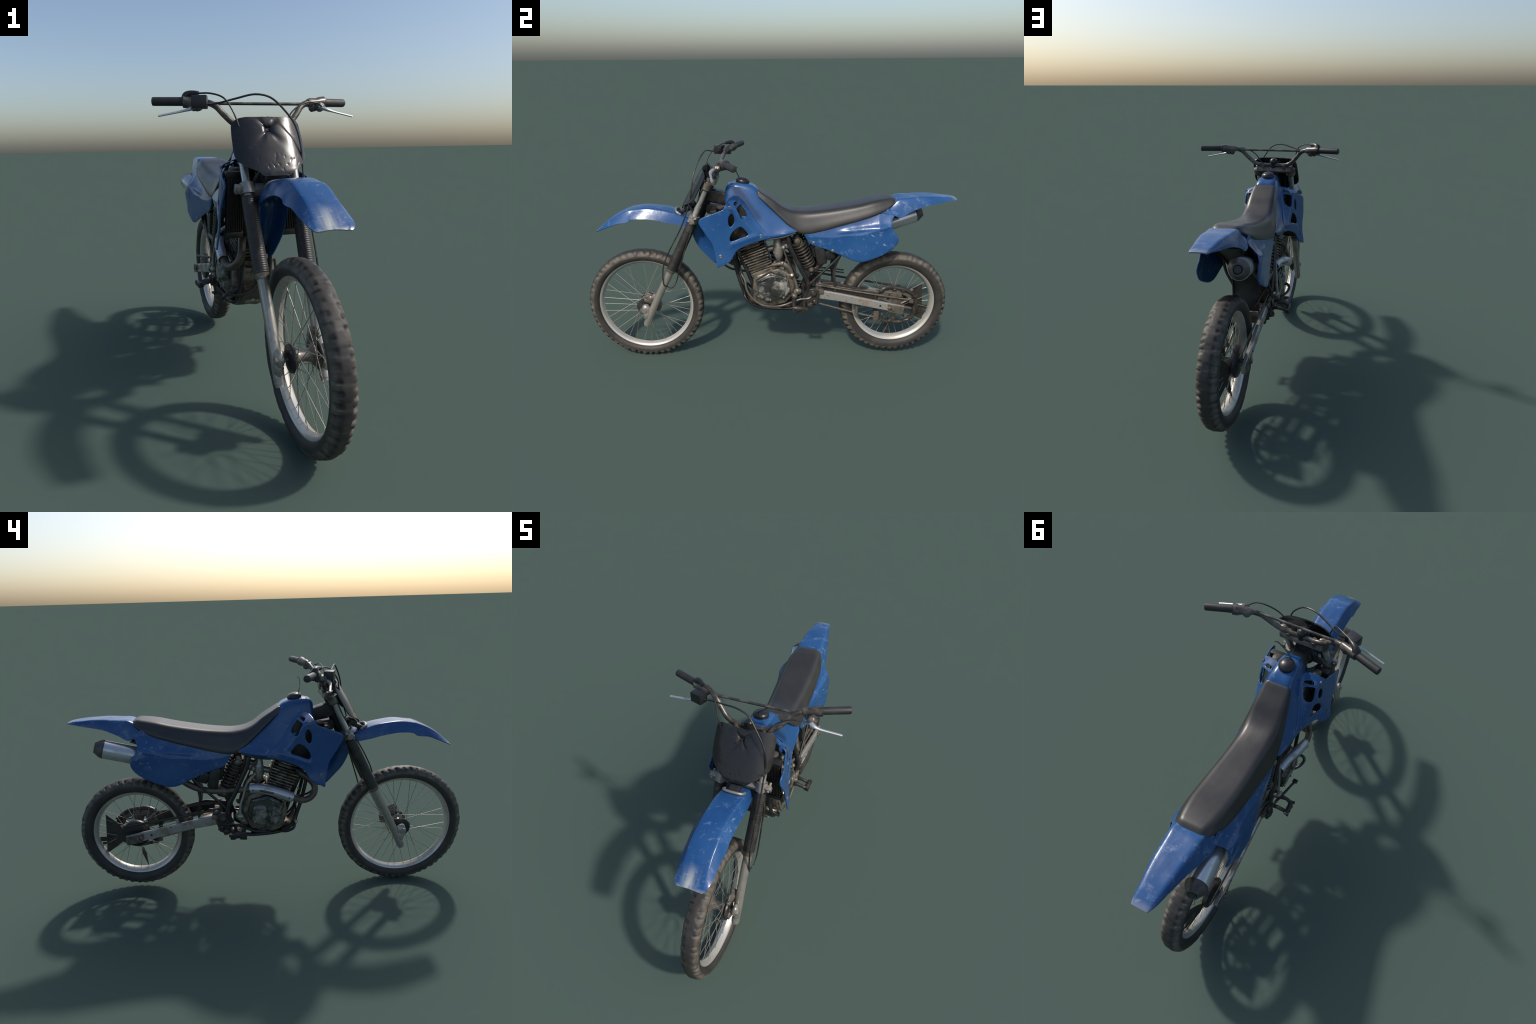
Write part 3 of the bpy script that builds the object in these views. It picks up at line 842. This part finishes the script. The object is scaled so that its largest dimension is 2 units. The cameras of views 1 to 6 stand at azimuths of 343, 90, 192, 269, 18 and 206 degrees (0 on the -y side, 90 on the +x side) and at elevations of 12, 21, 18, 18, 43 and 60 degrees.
def rear_body(root):
    outline = [(.190, .766), (.200, .742), (.216, .716), (.240, .695), (.285, .681), (.330, .667), (.400, .640), (.455, .617), (.490, .612), (.530, .621), (.605, .655), (.660, .690), (.682, .728), (.675, .757),
               (.652, .786), (.644, .812), (.650, .838), (.661, .857), (.645, .880), (.620, .892), (.575, .866), (.500, .846), (.440, .826), (.370, .808), (.300, .789), (.240, .776)]
    def fx(y, z):
        zt = np.interp(y, [.19, .30, .44, .58, .66], [.766, .789, .826, .868, .88])      # top edge
        zb = np.interp(y, [.19, .24, .40, .49, .60, .68], [.76, .70, .64, .612, .65, .73])
        v = np.clip((zt - z) / np.maximum(zt - zb, .03), 0, 1)
        top = np.interp(y, [.19, .30, .45, .60, .68], [.094, .094, .090, .084, .080])
        mid = np.interp(y, [.19, .28, .40, .50, .58, .66, .69], [.096, .104, .113, .124, .130, .121, .114])
        low = np.interp(y, [.19, .28, .40, .50, .60, .68], [.094, .102, .120, .135, .141, .130])
        v0 = .42 - .06 * smooth01((y - .34) / .08)
        a = top + (mid - top) * np.clip(v / v0, 0, 1) ** 1.15
        b = mid + (low - mid) * smooth01((v - v0) / (1 - v0))
        x = np.where(v < v0, a, b)
        # moulded ridge along the upper third
        x = x + .006 * np.exp(-((z - (.775 + .13 * (y - .40))) / .012) ** 2) * smooth01((y - .33) / .1) * smooth01((.64 - y) / .05)
        return x
    for s in (1, -1):
        def fxs(y, z, s=s):
            if s > 0:
                return fx(y, z)
            return fx(y, z) + .014 * np.exp(-((y - .640) / .060) ** 2 - ((z - .765) / .045) ** 2) + .004
        sp = plate('side_panel', outline, [], .007, fxs, 'blue_panel', root, .0038, s, 5)
        b = Builder()
        for (y, z) in ((.345, .672), (.245, .712)):
            x = float(fx(np.array(y), np.array(z))) + .003
            b.lathe((s * x, y, z), (s, 0, 0), [(-.004, .008), (.002, .0085), (.004, .006), (.004, .001)], 16)
        b.make('panel_bolt', 'bolt', sp)
    # tail fender
    rows = [  # y, top z, flat hw, rim hw, rim z
        (.585, .884, .056, .092, .862), (.630, .902, .060, .094, .862), (.662, .918, .061, .095, .852), (.690, .930, .061, .094, .842), (.735, .933, .058, .087, .866), (.770, .935, .056, .081, .880), (.815, .937, .053, .072, .893),
        (.870, .936, .048, .061, .902), (.920, .932, .042, .050, .910), (.960, .929, .036, .042, .917), (.983, .925, .031, .034, .919), (.990, .923, .028, .030, .919)]
    st = []
    for y, zt, a, c, zl in rows:
        h = zt - zl
        st.append([(0, y, zt), (a * .5, y, zt), (a * .94, y, zt - .001), (a * 1.03, y, zt - min(.006, .3 * h)), ((a * 1.03 + c) / 2 + .001, y, zt - .53 * h), (c, y, zl)])
    b = sym_loft(st, 4, 3, False)
    b.lumps(.002, 14, 9)
    b.make('rear_fender', 'blue_tail', root, solid=.005, angle=50)
    # inner mud guard and flap in front of the rear wheel
    rows = [(.372, .425, .066), (.370, .470, .068), (.362, .530, .068), (.375, .600, .066), (.420, .680, .066), (.500, .750, .070), (.600, .810, .074), (.680, .842, .076)]
    st = [[(0, y, z), (w * .6, y, z), (w * .93, y - .004, z - .003), (w, y + .008, z - .012)] for y, z, w in rows]
    sym_loft(st, 4, 3, False).make('inner_mudguard', 'mudflap', root, solid=.005, angle=50)
    b = Builder()
    b.box((0, .33, .695), (.150, .200, .130), Matrix.Rotation(math.radians(12), 3, 'X'), .02)
    b.box((0, .285, .640), (.205, .055, .110), Matrix.Rotation(math.radians(12), 3, 'X'), .012)
    b.box((0, .335, .640), (.190, .050, .060), Matrix.Rotation(math.radians(20), 3, 'X'), .012)
    b.make('air_box', 'black', root)

# ------------------------------------------------------------------ radiators, frame
def radiators(root):
    for s in (1, -1):
        b = Builder()
        cx, cy = s * .110, -.250
        rot = Matrix.Rotation(math.radians(8), 3, 'X')
        b.box((cx, cy, .775), (.064, .022, .215), rot, .003)
        b.box((cx, cy - .015, .888), (.070, .032, .026), rot, .006)
        b.box((cx, cy + .015, .660), (.070, .032, .026), rot, .006)
        r = b.make('radiator', 'radiator', root)
        b = Builder()
        for i in range(9):
            x = cx + s * (-.029 + .00725 * i)
            b.box((x, cy - .012, .775), (.0022, .010, .205), rot, 0)
        o = b.make('radiator_fin', 'greasy', r)
        o['kind'] = 'stuff'
        b = Builder().lathe((s * .100, -.232, .896), (0, 0, 1), [(0, .010), (.006, .012), (.006, .019), (.014, .020), (.018, .015), (.019, .001)], 20)
        b.tube([(s * .085, -.225, .90), (s * .06, -.215, .895), (s * .03, -.20, .86)], .011, 12, 4)
        b.make('radiator_cap', 'dust', r)

def frame(root):
    b = Builder()
    b.box((0, -.225, .750), (.155, .012, .190), Matrix.Rotation(math.radians(8), 3, 'X'), .004)
    b.make('splash_plate', 'radiator', root)
    b = Builder()
    # spine box, head gusset
    b.slab([(-.318, .962), (-.298, .986), (-.205, .958), (-.14, .93), (-.14, .87), (-.222, .900), (-.325, .925)], -.032, .032, .006)
    b.slab([(-.332, .905), (-.235, .890), (-.150, .850), (-.16, .82), (-.27, .845), (-.312, .850)], -.022, .022, .004)
    b.cyl((0, -.290, .990), (0, -.362, .830), .030, None, 20)
    fr = b.make('frame', 'frame', root)
    b = Builder()
    for s in (1, -1):
        b.tube([(s * .075, .085, .78), (s * .086, .111, .735), (s * .089, .122, .690), (s * .092, .155, .618), (s * .094, .190, .545), (s * .094, .222, .480), (s * .092, .223, .440), (s * .090, .208, .398), (s * .086, .190, .345)], .0125, 12, 5)
        b.tube([(s * .094, .226, .468), (s * .096, .300, .545), (s * .096, .383, .631), (s * .085, .460, .740)], .0072, 10, 4)
        b.tube([(s * .05, -.24, .84), (s * .045, -.200, .76), (s * .042, -.156, .650), (s * .042, -.110, .540), (s * .045, -.072, .438), (s * .05, -.050, .38)], .011, 12, 4)
        b.tube([(s * .058, -.176, .60), (s * .060, -.150, .490), (s * .062, -.126, .416), (s * .064, -.114, .376), (s * .064, -.078, .342), (s * .062, -.037, .324), (s * .060, .06, .311), (s * .065, .14, .315), (s * .08, .20, .340)], .0095, 12, 5)
    b.tube([(-.058, -.176, .60), (0, -.182, .602), (.058, -.176, .60)], .008, 10, 3)
    b.cyl((-.1, .21, .375), (.1, .21, .375), .012)
    b.tube([(0, -.17, .87), (0, -.05, .83), (0, .08, .80), (0, .2, .765)], .024, 14, 4)
    b.make('frame_tube', 'frame', fr)
    # swing arm pivot plates
    b = Builder()
    for s in (1, -1):
        b.slab([(.225, .445), (.262, .450), (.285, .440), (.285, .400), (.270, .350), (.235, .335), (.205, .350), (.205, .385)], s * .078, s * .102, .005)
        b.blob((s * .106, .250, .420), (.010, .018, .018), .3, 4)
        b.blob((s * .104, .262, .372), (.012, .017, .015), .4, 7)
        b.blob((s * .100, .232, .352), (.014, .024, .014), .4, 9)
    b.lumps(.003, 40, 1)
    b.make('pivot_plate', 'greasy', fr)
    # skid plate and lower cross member
    st = []
    for y, z, w in ((-.126, .405, .040), (-.106, .364, .055), (-.066, .329, .062), (-.018, .308, .064), (.050, .302, .062), (.110, .303, .058)):
        st.append([(0, y, z), (w * .5, y, z), (w * .9, y, z + .003), (w, y, z + .016)])
    b = sym_loft(st, 4, 3, False)
    b.make('skid_plate', 'skid', fr, solid=.004)
    b = Builder()
    b.box((0, .180, .292), (.11, .085, .040), None, .008)
    b.box((.045, .155, .282), (.03, .035, .026), None, .006).box((.045, .208, .281), (.03, .028, .026), None, .006)
    b.box((-.045, .150, .282), (.035, .04, .028), None, .006).box((-.045, .205, .282), (.03, .03, .026), None, .006)
    b.blob((.02, .10, .318), (.05, .05, .02), .4, 3).blob((-.02, .23, .318), (.06, .03, .02), .4, 5)
    b.lumps(.004, 30, 2)
    b.v = [(x, y, z + .012) for x, y, z in b.v]
    b.make('cross_member', 'greasy', fr)

# ------------------------------------------------------------------ engine
def engine(root):
    en = Builder()
    case = [(-.068, .512), (-.030, .528), (.030, .552), (.060, .560), (.110, .540), (.146, .500), (.155, .450), (.140, .400), (.105, .355), (.040, .338), (-.010, .336), (-.045, .352), (-.068, .390), (-.078, .440)]
    en.slab(case, -.082, .082, .012)
    en.blob((.01, -.05, .345), (.055, .05, .03), .3, 2)
    for (x, y, z, r) in ((.05, .105, .545, .022), (.06, .045, .57, .020), (-.06, .07, .56, .022), (.085, .135, .52, .016), (-.085, -.06, .50, .014), (.03, -.07, .47, .02)):
        en.blob((x, y, z), r, .4, int(100 * z + 50 * x))
    en.lumps(.0035, 28, 4)
    e = en.make('engine', 'engine', root)
    # side covers
    cov = [(-.060, .498), (-.030, .516), (.020, .544), (.055, .532), (.104, .520), (.116, .490), (.126, .436), (.100, .395), (.055, .383), (-.005, .376), (-.035, .392), (-.048, .425), (-.052, .465)]
    for s in (1, -1):
        b = Builder()
        b.slab(cov, s * .070, s * .108, .012)
        b.lathe((s * .104, -.012, .456), (s, 0, 0), [(-.01, .037), (.006, .036), (.009, .033), (.008, .030), (.013, .026), (.015, .012), (.016, .001)], 36)
        b.tube([(s * .108, .112, .505), (s * .110, .108, .47), (s * .110, .118, .435)], .004, 8, 3)
        b.tube([(s * .107, -.03, .500), (s * .110, .02, .525), (s * .108, .06, .518)], .006, 8, 3)
        b.blob((s * .105, .062, .445), (.012, .045, .050), .2, 3)
        for (y, z) in ((-.045, .405), (.02, .385), (.09, .400), (.118, .45), (.1, .51), (.02, .535), (-.04, .50)):
            b.lathe((s * .107, y, z), (s, 0, 0), [(-.01, .006), (.004, .006), (.006, .004), (.006, .001)], 10)
        b.lumps(.0018, 36, 3 + s)
        b.make('engine_cover', 'cover', e)
    # finned cylinder leaning forward
    th = math.radians(21)
    axis = Vector((0, -math.sin(th), math.cos(th)))
    along = Vector((0, math.cos(th), math.sin(th)))
    base = Vector((0, -.022, .520))
    rot = Matrix.Rotation(th, 3, 'X')
    b = Builder()
    b.box(base + axis * .095, (.100, .095, .200), rot, .012)
    b.box(base + axis * .006, (.120, .125, .034), rot, .008)
    b.box(base + axis * .200, (.090, .100, .036), rot, .012)
    b.blob(base + axis * .205 + along * .02 + Vector((.05, 0, 0)), (.02, .025, .02), .3, 3)
    b.blob(base + axis * .205 + along * .02 + Vector((-.05, 0, 0)), (.02, .025, .02), .3, 4)
    b.make('cylinder', 'engine', e)
    n = 11
    for i in range(n):
        t = .030 + i * .0155
        wx = .136 + (.010 if 2 < i < 9 else -.006) + R.uniform(-.004, .004)
        wy = .128 + R.uniform(-.006, .006) + (.012 if 3 < i < 9 else 0)
        f = Builder().box((0, 0, 0), (wx, wy, .0062), None, .0022)
        f.v = [tuple(rot @ Vector(v) + base + axis * t + along * (.002 + R.uniform(-.002, .002) * 0)) for v in f.v]
        f.lumps(.0022, 34, i)
        f.make('cooling_fin', 'fin' if i < 8 else 'greasy', e)
    # carburettor and intake
    b = Builder()
    for c in (.034, -.034):
        b.tube([(c, .060, .735), (c, .058, .698), (c, .062, .680), (c, .064, .648), (c, .064, .620), (c, .066, .598), (c, .066, .586)], [.018, .018, .026, .027, .025, .016, .010], 20, 2)
        b.cyl((c, .064, .663), (c, .135, .683), .020)
        b.lathe((c, .062, .636), (0, 0, 1), [(-.004, .028), (.004, .028)], 20)
        b.blob((c * 1.75, .090, .672), (.012, .012, .014))
    b.cyl((0, .062, .655), (0, .005, .640), .017)
    b.lumps(.002, 40, 2)
    b.make('carburettor', 'alloy', e)
    # castings, hoses and brackets behind the cylinder
    b = Builder()
    for s in (1, -1):
        b.tube([(s * .070, .030, .575), (s * .078, .055, .583), (s * .082, .085, .588), (s * .084, .115, .570), (s * .082, .140, .520), (s * .084, .158, .470), (s * .088, .165, .435)], [.010, .011, .013, .013, .010, .009, .009], 10, 4)
        b.blob((s * .088, .083, .590), (.010, .013, .013))
        b.blob((s * .105, .166, .436), (.016, .021, .018), .2, 2)
        b.blob((s * .108, .148, .410), (.016, .017, .016), .2, 3)
        b.blob((s * .060, .082, .555), (.022, .022, .024), .3, 5)
    b.tube([(.06, .09, .66), (.07, .105, .62), (.075, .125, .57), (.08, .148, .50)], .009, 10, 4, (1, .5))
    b.lumps(.002, 40, 6)
    b.make('engine_bracket', 'dust', e)
    # kick starter on the exhaust side
    b = Builder().tube([(-.062, .080, .645), (-.080, .105, .625), (-.096, .126, .600), (-.104, .142, .545), (-.110, .160, .490), (-.113, .162, .440)], [.008, .009, .0062, .0062, .0062, .008], 12, 4)
    b.blob((-.112, .162, .436), (.014, .018, .015))
    b.make('kick_starter', 'alloy', e)

def exhaust(root):
    ex = empty('exhaust', root)
    path = [(-.040, -.128, .645), (-.058, -.165, .628), (-.068, -.195, .605), (-.076, -.216, .575), (-.088, -.214, .545), (-.104, -.190, .522), (-.118, -.150, .516), (-.122, -.105, .532), (-.112, -.02, .562), (-.092, .070, .576), (-.085, .130, .571), (-.083, .210, .566), (-.084, .290, .567), (-.086, .356, .579), (-.090, .420, .612), (-.080, .500, .680), (-.062, .545, .722)]
    Builder().tube(path, .0162, 16, 6).make('header_pipe', 'pipe', ex)
    b = Builder()
    c = [np.array(p) for p in catmull([np.array(p) for p in path[7:11]], 8)][:22]
    rings = []
    for i, p in enumerate(c):
        t = c[min(i + 1, len(c) - 1)] - c[max(i - 1, 0)]
        t = t / np.linalg.norm(t)
        up = np.array([0, 0, 1.]) - t * t[2]; up /= np.linalg.norm(up)
        s = np.cross(t, up)
        s = s if s[0] < 0 else -s
        k = .0245 if 0 < i < len(c) - 1 else .022
        rings.append([p + k * (math.cos(a) * up + math.sin(a) * s) for a in np.linspace(-.15 * PI, 1.12 * PI, 18)])
    b.rings(rings, False, False)
    sh = b.make('heat_shield', 'shield', ex, solid=.003)
    b = Builder()
    p0, p1 = c[9], c[15]
    b.tube([p0 + np.array((-.0245, 0, -.001)), (p0 + p1) / 2 + np.array((-.0250, 0, -.001)), p1 + np.array((-.0245, 0, -.001))], .0055, 10, 4)
    for q in (c[2], c[19]):
        b.blob(q + np.array((-.0245, 0, 0)), (.004, .005, .005))
    b.make('shield_slot', 'pipe', sh)
    # silencer
    A, B = np.array((-.054, .535, .724)), np.array((-.098, .806, .804))
    d = B - A
    b = Builder().tube([A, A + d * .04, A + d * .10, B - d * .02, B], [.030, .040, .045, .0455, .0455], 32, 1)
    b.lathe(B, d, [(-.004, .0465), (.004, .0465)], 32)
    b.make('silencer', 'muffler', ex)
    b = Builder().lathe(B, d, [(.002, .0458), (.012, .0452), (.024, .041), (.040, .030), (.048, .027), (.049, .020), (.040, .017), (.036, .001)], 32)
    b.lumps(.002, 30, 5)
    b.make('silencer_cap', 'muffler_cap', ex)
    Builder().lathe(B, d, [(.041, .016), (.049, .0155), (.050, .001)], 24).make('outlet', 'black', ex)

# ------------------------------------------------------------------ rear suspension
def rear_end(root):
    b = Builder()
    for s in (1, -1):
        P = [(.262, .412, .052), (.40, .388, .047), (.55, .356, .046), (.690, .326, .046), (.748, .314, .044)]
        rings = []
        for y, z, h in P:
            xi, xo = .070 + .006 * (y - .26) / .48, .090 + .009 * (y - .26) / .48
            r = .005
            t = Vector((0, 1, -.2)).normalized(); up = Vector((0, .2, 1)).normalized()
            sec = [(xi, -h / 2 + r), (xi + r, -h / 2), (xo - r, -h / 2), (xo, -h / 2 + r), (xo, h / 2 - r), (xo - r, h / 2), (xi + r, h / 2), (xi, h / 2 - r)]
            rings.append([(s * x, y + up.y * w, z + up.z * w) for x, w in sec])
        b.rings(rings)
    b.box((0, .290, .410), (.175, .030, .040), None, .008)
    b.box((0, .330, .400), (.13, .060, .030), None, .008)
    b.lumps(.0012, 30, 2)
    sw = b.make('swingarm', 'swing', root, angle=35)
    b = Builder()
    for s in (1, -1):
        b.slab([(.660, .352), (.752, .335), (.748, .288), (.668, .305)], s * .097, s * .1015, .002)
        b.cyl((s * .100, .690, .326), (s * .112, .690, .326), .011, .010, 6)
        b.blob((s * .102, .672, .328), (.006, .012, .012))
        b.box((s * .090, .290, .430), (.024, .034, .026), None, .005)
        b.cyl((s * .092, .272, .455), (s * .092, .272, .435), .008)
    b.lumps(.0012, 40, 5)
    b.make('chain_adjuster', 'dust', sw)
    b = Builder()
    for s in (1, -1):
        b.cyl((s * .090, .6205, .341), (s * .0975, .6205, .341), .0055, None, 14)
    b.make('adjuster_hole', 'black', sw)
    # chain runs, brake rod
    b = Builder()
    b.tube([(.058, .266, .463), (.056, .48, .423), (.054, .700, .400)], .0048, 8, 2)
    b.tube([(.070, .266, .458), (.070, .50, .414), (.068, .772, .366)], .0046, 8, 2)
    b.tube([(.066, .262, .352), (.064, .380, .316), (.062, .490, .283), (.060, .625, .250)], .0055, 8, 3)
    b.cyl((.066, .497, .33), (.066, .497, .278), .009, None, 10)
    b.box((.060, .607, .265), (.022, .030, .06), None, .004)
    b.make('chain', 'dust', sw)
    b = Builder()
    b.tube([(-.086, .262, .470), (-.082, .441, .436), (-.079, .600, .408), (-.078, .768, .381)], .0062, 10, 3, (1, .6))
    b.tube([(-.070, .236, .500), (-.070, .330, .500), (-.068, .435, .487)], .0042, 8, 3)
    b.tube([(-.060, .236, .486), (-.06, .330, .488), (-.058, .435, .475)], .0042, 8, 3)
    b.tube([(-.095, .262, .462), (-.094, .28, .452), (-.09, .30, .45)], .009, 8, 3)
    b.make('brake_rod', 'greasy', sw)
    b = Builder()
    b.slab([(.300, .465), (.345, .470), (.47, .440), (.56, .412), (.62, .396), (.61, .360), (.50, .380), (.36, .412), (.300, .425)], .045, .060, .004)
    b.make('chain_guard', 'greasy', sw)
    # shock absorber with coil spring
    for s in (1, -1):
        X = s * .060
        top, bot = np.array((X, .160, .722)), np.array((X, .238, .552))
        b = Builder()
        b.tube([top, bot], .010, 14, 1)
        d = bot - top
        b.tube([top + d * .05, top + d * .22, top + d * .45], [.022, .024, .020], 18, 1)
        b.tube([top + d * .84, top + d * .88], [.036, .034], 20, 1)
        b.cyl((X - .030, .163, .715), (X + .030, .163, .715), .016).cyl((X - .028, .238, .553), (X + .028, .238, .553), .014)
        b.blob((X + s * .032, .163, .715), (.008, .016, .016)).blob((X + s * .030, .238, .553), (.008, .013, .013))
        sk = b.make('shock_absorber', 'dust', root)
        u = d / np.linalg.norm(d)
        e1 = np.array((1., 0, 0)); e2 = np.cross(u, e1)
        turns, n = 7.5, 150
        pts = []
        for i in range(n):
            t = i / (n - 1)
            a = 2 * PI * turns * t
            pts.append(top + d * (.12 + .72 * t) + .0335 * (math.cos(a) * e1 + math.sin(a) * e2))
        Builder().tube(pts, .0054, 10, 1).make('coil_spring', 'greasy', sk)
    b = Builder()
    b.slab([(.205, .545), (.228, .560), (.262, .555), (.300, .590), (.312, .600), (.318, .585), (.270, .528), (.240, .520), (.222, .470), (.200, .470)], -.060, .060, .005)
    b.make('shock_linkage', 'greasy', root)

def controls(root):
    for s in (1, -1):
        b = Builder()
        b.tube([(s * .090, .150, .380), (s * .120, .146, .384), (s * .150, .144, .380), (s * .178, .150, .368)], [.012, .012, .010, .010], 10, 4)
        b.tube([(s * .090, .205, .372), (s * .125, .202, .376), (s * .155, .200, .370), (s * .182, .203, .362)], [.010, .010, .009, .010], 10, 4)
        b.tube([(s * .172, .138, .370), (s * .176, .172, .368), (s * .174, .214, .362)], [.012, .013, .011], 10, 4)
        for y in (.140, .165, .19, .212):
            b.box((s * .184, y, .366), (.012, .012, .018), None, .003)
        b.lumps(.0025, 45, s)
        b.make('footpeg', 'greasy', root)
    b = Builder().tube([(-.098, .232, .388), (-.106, .195, .392), (-.112, .155, .380), (-.120, .095, .358), (-.130, .05, .358), (-.140, .018, .360)], [.008, .0075, .007, .0065, .006, .0075], 10, 4)
    b.box((-.137, .024, .362), (.026, .022, .008), None, .003)
    b.make('brake_pedal', 'frame', root)
    b = Builder()
    b.tube([(.088, -.135, .530), (.098, -.118, .500), (.103, -.110, .450), (.104, -.085, .402), (.104, -.030, .356), (.104, .010, .347), (.104, .057, .346), (.104, .095, .354), (.104, .135, .370), (.102, .180, .386), (.100, .232, .393), (.098, .246, .415), (.096, .250, .445)], .0062, 10, 5)
    b.tube([(.088, -.135, .530), (.05, -.14, .53), (0, -.145, .53)], .005, 8, 3)
    b.make('gear_linkage', 'dust', root)
    b = Builder()
    b.tube([(-.060, -.120, .415), (-.088, -.112, .396), (-.118, -.112, .386), (-.127, -.104, .370), (-.116, -.075, .350), (-.090, -.050, .338), (-.062, -.04, .325)], .0078, 10, 5)
    b.tube([(-.118, -.112, .386), (-.07, -.128, .385), (-.030, -.132, .390), (.0, -.130, .410), (.03, -.128, .440)], .0062, 10, 4)
    b.tube([(-.055, -.16, .52), (-.06, -.172, .56), (-.05, -.17, .60), (-.045, -.158, .635)], .004, 8, 4)
    b.tube([(.058, -.122, .42), (.085, -.12, .40), (.095, -.10, .37), (.08, -.05, .335)], .0062, 10, 4)
    b.make('engine_guard', 'frame', root)
    b = Builder().tube([(.05, -.25, .66), (.03, -.26, .62), (.0, -.24, .56), (-.02, -.20, .52), (-.03, -.12, .50)], .006, 10, 4)
    b.make('coolant_hose', 'cable', root)

# ------------------------------------------------------------------ build
def build():
    make_materials()
    root = empty('dirt_bike')
    root['label'] = 'worn blue off-road motorcycle with black seat and number plate'
    root['category'] = 'motorcycle'
    wheels(root)
    front_end(root)
    front_fender(root)
    tank(root)
    seat(root)
    rear_body(root)
    radiators(root)
    frame(root)
    engine(root)
    exhaust(root)
    rear_end(root)
    controls(root)
    root.location.x = -.0035
    for o in root.children:
        if o.name.startswith('handlebar'):
            o.location.x = .0035

build()
